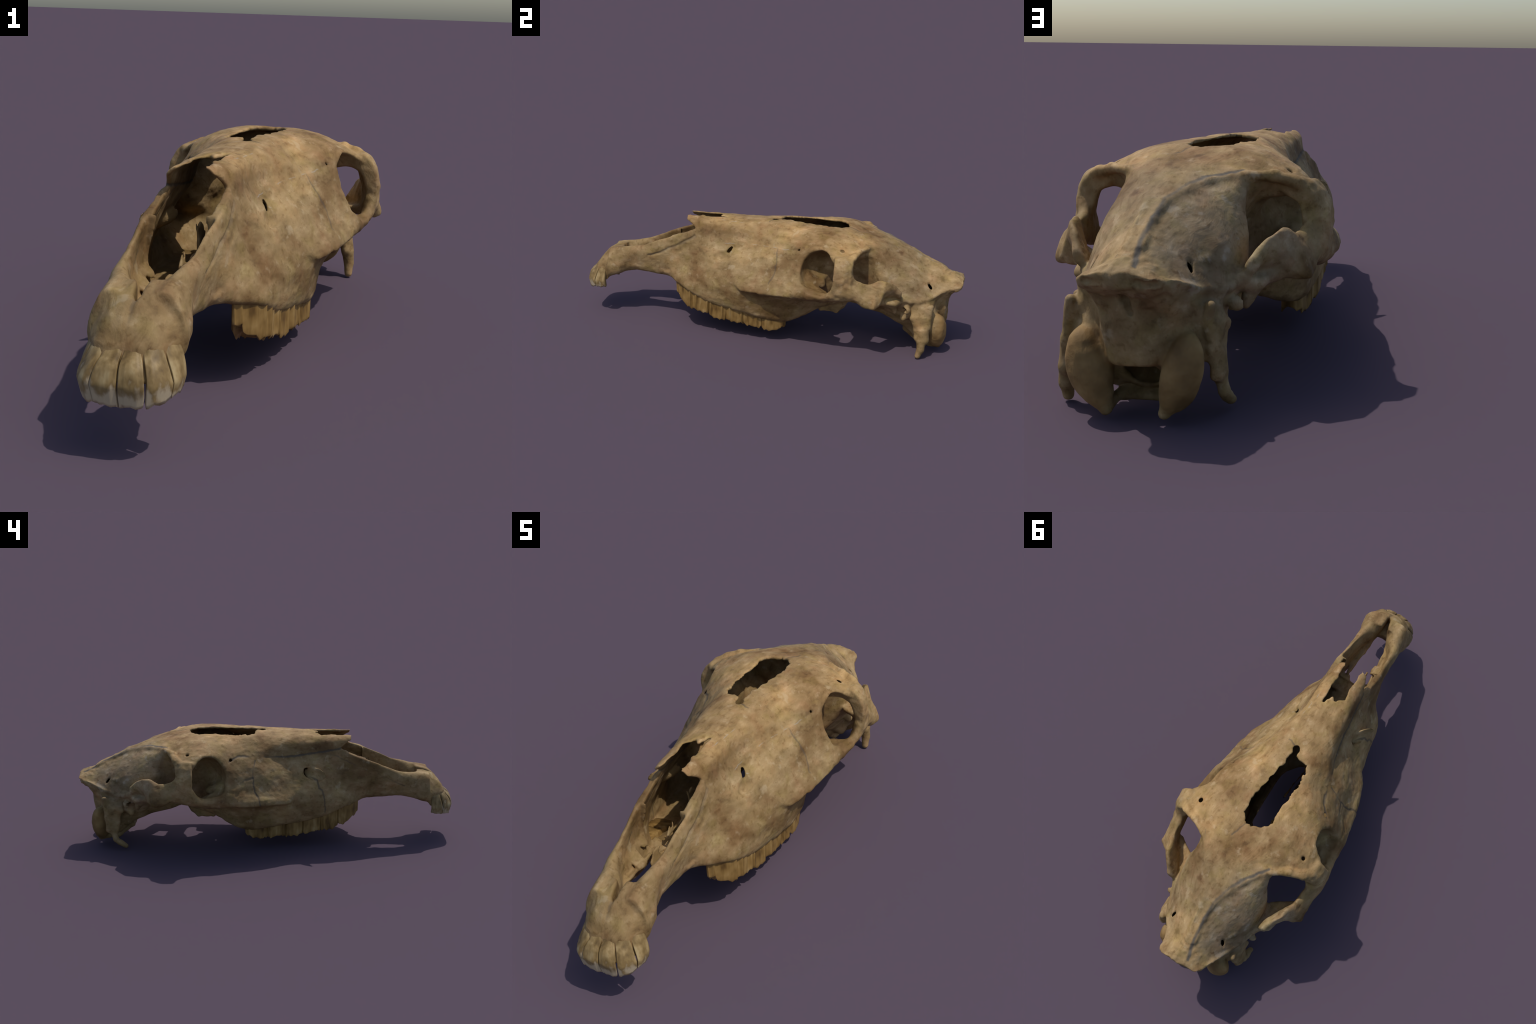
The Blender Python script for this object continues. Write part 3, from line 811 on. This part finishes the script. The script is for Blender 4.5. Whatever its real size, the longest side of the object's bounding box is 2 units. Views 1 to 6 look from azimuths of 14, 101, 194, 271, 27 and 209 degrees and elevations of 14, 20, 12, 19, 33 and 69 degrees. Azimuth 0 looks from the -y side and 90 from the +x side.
def cheek_tooth_material():
    m, nt, bsdf = mat_new('stained_tooth')
    co = nt.nodes.new('ShaderNodeTexCoord').outputs['Object']
    st = nt.nodes.new('ShaderNodeMapping'); st.inputs['Scale'].default_value = (1, 1, .22)
    nt.links.new(co, st.inputs[0])
    f = math_node(nt, 'ADD', math_node(nt, 'MULTIPLY', tex(nt, 'Noise', st.outputs[0], Scale=55.0, Detail=4.0), .5), math_node(nt, 'MULTIPLY', tex(nt, 'Noise', co, Scale=14.0, Detail=3.0), .5))
    c = ramp(nt, f, [(.34, (.085, .044, .012)), (.45, (.185, .105, .030)), (.56, (.265, .160, .052)), (.68, (.37, .25, .105))])
    finish(nt, bsdf, c, f, strength=.3)
    bsdf.inputs['Roughness'].default_value = .5
    return m


def incisor_material():
    m, nt, bsdf = mat_new('worn_incisor')
    co = nt.nodes.new('ShaderNodeTexCoord').outputs['Object']
    st = nt.nodes.new('ShaderNodeMapping'); st.inputs['Scale'].default_value = (1, 1, .3)
    nt.links.new(co, st.inputs[0])
    streak = tex(nt, 'Noise', st.outputs[0], Scale=50.0, Detail=4.0)
    blot = tex(nt, 'Noise', co, Scale=22.0, Detail=3.0)
    f = math_node(nt, 'ADD', math_node(nt, 'MULTIPLY', streak, .5), math_node(nt, 'MULTIPLY', blot, .5))
    c = ramp(nt, f, [(.36, (.095, .058, .020)), (.47, (.175, .113, .042)), (.57, (.262, .178, .074)), (.68, (.37, .275, .135))])
    # bare enamel towards the bite edge, with an uneven limit
    z = nt.nodes.new('ShaderNodeSeparateXYZ'); nt.links.new(co, z.inputs[0])
    edge = math_node(nt, 'ADD', z.outputs[2], math_node(nt, 'MULTIPLY', math_node(nt, 'SUBTRACT', f, .5), .30))
    c = mix(nt, smoothstep(nt, edge, .188, .138, 0, .80), c, (.54, .44, .29))
    finish(nt, bsdf, c, streak, strength=.35)
    bsdf.inputs['Roughness'].default_value = .5
    return m


bone = bone_material('weathered_bone')
tooth_mat = cheek_tooth_material()
incisor_mat = incisor_material()

# ------------------------------------------------------------------ 9. objects
root = bpy.data.objects.new('horse_skull', None)
bpy.context.collection.objects.link(root)
root['label'] = 'weathered tan horse skull without its lower jaw'
root['category'] = 'animal skull'


def link(ob, parent=root):
    bpy.context.collection.objects.link(ob)
    ob.parent = parent
    return ob


C = P[Q].mean(1)
cx, cy, cz = C.T
ax = np.abs(cx)
region = np.full(len(Q), 'maxilla', dtype=object)
region[(cy < .44) & (cz > .50) & (cy > -.10)] = 'frontal_bone'
region[(cz > .515 - .0 * cy) & (cy <= -.10)] = 'nasal_bone'
region[(cy < -.47) & (cz < .515)] = 'premaxilla'
region[(ax > .255) & (cz < .50) & (cy > .0) & (cy < .70) & (cz > .235) & ((cy > .30) | (cz < .36))] = 'zygomatic_arch'
region[(cy >= .44) & (region != 'zygomatic_arch')] = 'braincase'
region[(cy >= .30) & (cy < .44) & (cz < .50) & (region != 'zygomatic_arch')] = 'braincase'
region[(cy > .86) & (region == 'braincase')] = 'occipital_bone'
region[(cy > .845) & (cz < .215) & (ax < .19) & (ax > .05)] = 'occipital_condyle'
region[(ax > .165) & (cz < .16) & (cy > .70)] = 'paracondylar_process'
region[(cy > .24) & (cy < .46) & (cz < .21) & (ax < .12)] = 'pterygoid_plate'

PAIRED = ('maxilla', 'zygomatic_arch', 'occipital_condyle', 'paracondylar_process', 'pterygoid_plate')
bones = {}
for nm in sorted(set(region)):
    for side in ((1, -1) if nm in PAIRED else (0,)):
        q = Q[(region == nm) & ((side == 0) | ((cx >= 0) == (side > 0)))]
        ids, inv = np.unique(q, return_inverse=True)
        me = bpy.data.meshes.new(nm)
        me.from_pydata(P[ids].tolist(), [], inv.reshape(-1, 4).tolist())
        me.polygons.foreach_set('use_smooth', np.ones(len(q), bool))
        me.normals_split_custom_set_from_vertices(N[ids].tolist())
        me.materials.append(bone)
        bones[nm, side] = link(bpy.data.objects.new(nm, me))


def ring_mesh(name, rings, mat, parent=root):
    """closed loft through rings (list of n x 3), both ends capped"""
    R = np.array(rings); k, n, _ = R.shape
    V = np.concatenate([R.reshape(-1, 3), R[0].mean(0)[None], R[-1].mean(0)[None]])
    F = []
    for a in range(k - 1):
        for i in range(n):
            j = (i + 1) % n
            F.append((a * n + i, a * n + j, a * n + n + j, a * n + n + i))
    for i in range(n):
        j = (i + 1) % n
        F.append((j, i, k * n)); F.append(((k - 1) * n + i, (k - 1) * n + j, k * n + 1))
    me = bpy.data.meshes.new(name)
    me.from_pydata(warp(V).tolist(), [], F)
    bm = bmesh.new(); bm.from_mesh(me); bmesh.ops.recalc_face_normals(bm, faces=bm.faces); bm.to_mesh(me); bm.free()
    me.polygons.foreach_set('use_smooth', np.ones(len(me.polygons), bool))
    me.materials.append(mat)
    return link(bpy.data.objects.new(name, me), parent)


# cheek teeth: six on each side, fluted, worn to a ragged bite surface
edges = [-.480, -.372, -.282, -.190, -.098, .000, .118]
for side in (1, -1):
    for i in range(6):
        y0, y1 = edges[i], edges[i + 1]
        yc, hy = (y0 + y1) / 2, (y1 - y0) / 2 + .004
        ph = rng.uniform(-.25, .25); am = rng.uniform(.7, 1.3); lean = rng.uniform(-.005, .005); drop = rng.uniform(-.004, .004)
        rings = []
        for lev in np.linspace(0, 1, 12):
            ring = []
            for a in np.linspace(0, 2 * math.pi, 72, endpoint=False):
                c, s = math.cos(a), math.sin(a)
                u = math.copysign(abs(c) ** .45, c); v = math.copysign(abs(s) ** .45, s)
                yv = yc + v * hy * (1 - .05 * lev)
                xo = np.interp(yv, [-.482, -.45, -.41, -.35, -.20, -.10, 0, .09, .12], [.140, .170, .200, .209, .220, .226, .228, .220, .205])
                xi = np.interp(yv, [-.482, -.45, -.40, -.20, 0, .09, .12], [.124, .118, .118, .130, .137, .140, .150])
                xv = (xo + xi) / 2 + u * (xo - xi) / 2
                if u > 0:                                   # cheek side: three ridges, two hollows
                    xv -= (1 - v ** 8) * u * am * .011 * abs(math.sin(1.5 * math.pi * (v + ph))) ** .7
                else:
                    xv += -(1 - v ** 8) * u * .006 * abs(math.sin(1.5 * math.pi * (v - .2))) ** .8
                cusp = math.cos(3 * math.pi * (v + ph)) if u > 0 else math.cos(3 * math.pi * v)
                zt = np.interp(yv, [-.49, -.40, -.30, -.20, .0, .12], [.27, .245, .21, .185, .155, .150])
                zb = np.interp(yv, [-.48, -.455, -.42, -.37, -.30, -.2, -.1, 0, .07, .115], [.176, .152, .128, .112, .096, .080, .068, .060, .060, .076])
                zb += .004 + (.0075 + .004 * math.sin(5 * yv * 40 + i)) * (1 - 2 * abs(math.sin(1.5 * math.pi * (v + ph)) if u > 0 else cusp) ** .7) * abs(u) * (1 - v ** 8) + .006 * noise(np.float64(yv), np.float64(xv), np.float64(side), 60) + drop
                ring.append((side * xv, yv + lean * lev, zt + (zb - zt) * lev))
            rings.append(ring)
        last = np.array(rings[-1]); c = last.mean(0)
        for sh, dz in ((.96, -.003), (.88, -.002), (.7, .005), (.35, .007)):
            r = c + (last - c) * sh; r[:, 2] = last[:, 2] * sh + c[2] * (1 - sh) + dz
            rings.append(r)
        ring_mesh('cheek_tooth', rings, tooth_mat, bones['maxilla', side])

# incisors: six flat ribs round the front of the jaw
blockF = Field(X, Y, Z); blockF.d = blockR
steps = np.linspace(.02, .20, 181)


def muzzle_radius(a, z):
    """distance from the axis of the muzzle to its outline, in direction a at height z"""
    q = np.stack([np.abs(np.sin(a)) * steps, -.872 - np.cos(a) * steps, np.full_like(steps, z)], 1)
    d = sample(blockF, q)
    k = np.nonzero(d < 0)[0]
    return steps[k[-1]] if len(k) else .02


ANG = np.radians(np.linspace(-100, 100, 61)); ZS = np.linspace(.18, .36, 31)
RAD = np.array([[muzzle_radius(a, z) for z in ZS] for a in ANG])
for i in range(2):
    RAD[1:-1] = (RAD[:-2] + 2 * RAD[1:-1] + RAD[2:]) / 4
RAD_ROWS = RAD.T
for i, ang in enumerate((-75, -45, -15, 15, 45, 75)):
    a0 = math.radians(ang)
    top = (.275, .285, .272, .275, .318, .280)[i]
    rings = []
    for lev in np.linspace(0, 1, 20):
        ring = []
        for t in np.linspace(0, 2 * math.pi, 44, endpoint=False):
            c, s = math.cos(t), math.sin(t)
            u = math.copysign(abs(c) ** .45, c); v = math.copysign(abs(s) ** .6, s)
            a = a0 + u * math.radians(14.3 - .5 * noise(np.float64(i * 1.3), 0., np.float64(lev * 2), 3.)) * (1 - .10 * (1 - lev) ** 2)
            side_lift = np.interp(abs(math.degrees(a)), [0, 40, 90], [0, .008, .026])
            edge = .133 + side_lift + .007 * noise(np.float64(a * 9), np.float64(i * 1.7), np.float64(v * .8), 1.5)
            zc = top + (edge - top) * lev
            zq = float(np.clip(zc, .185, .355)); kz = (zq - ZS[0]) / (ZS[1] - ZS[0]); k0 = min(int(kz), len(ZS) - 2)
            R = np.interp(a, ANG, RAD_ROWS[k0] * (1 - kz + k0) + RAD_ROWS[k0 + 1] * (kz - k0))
            R -= .24 * max(.185 - zc, 0)
            rise = min(lev / .30, 1); rise = rise * rise * (3 - 2 * rise)
            off = (-.0025 * rise - .008 * (1 - rise)) - .0035 * abs(u) ** 5 + .0008 * math.cos(u * 9 + i) if v > 0 else -.017
            if abs(v) < .5:
                front = -.0025 * rise - .008 * (1 - rise) - .0035
                off = front + (.5 - v) * (-.017 - front)
            ring.append((math.sin(a) * (R + off), -.872 - math.cos(a) * (R + off), zc))
        rings.append(ring)
    ring_mesh('incisor', rings, incisor_mat, bones['premaxilla', 0])
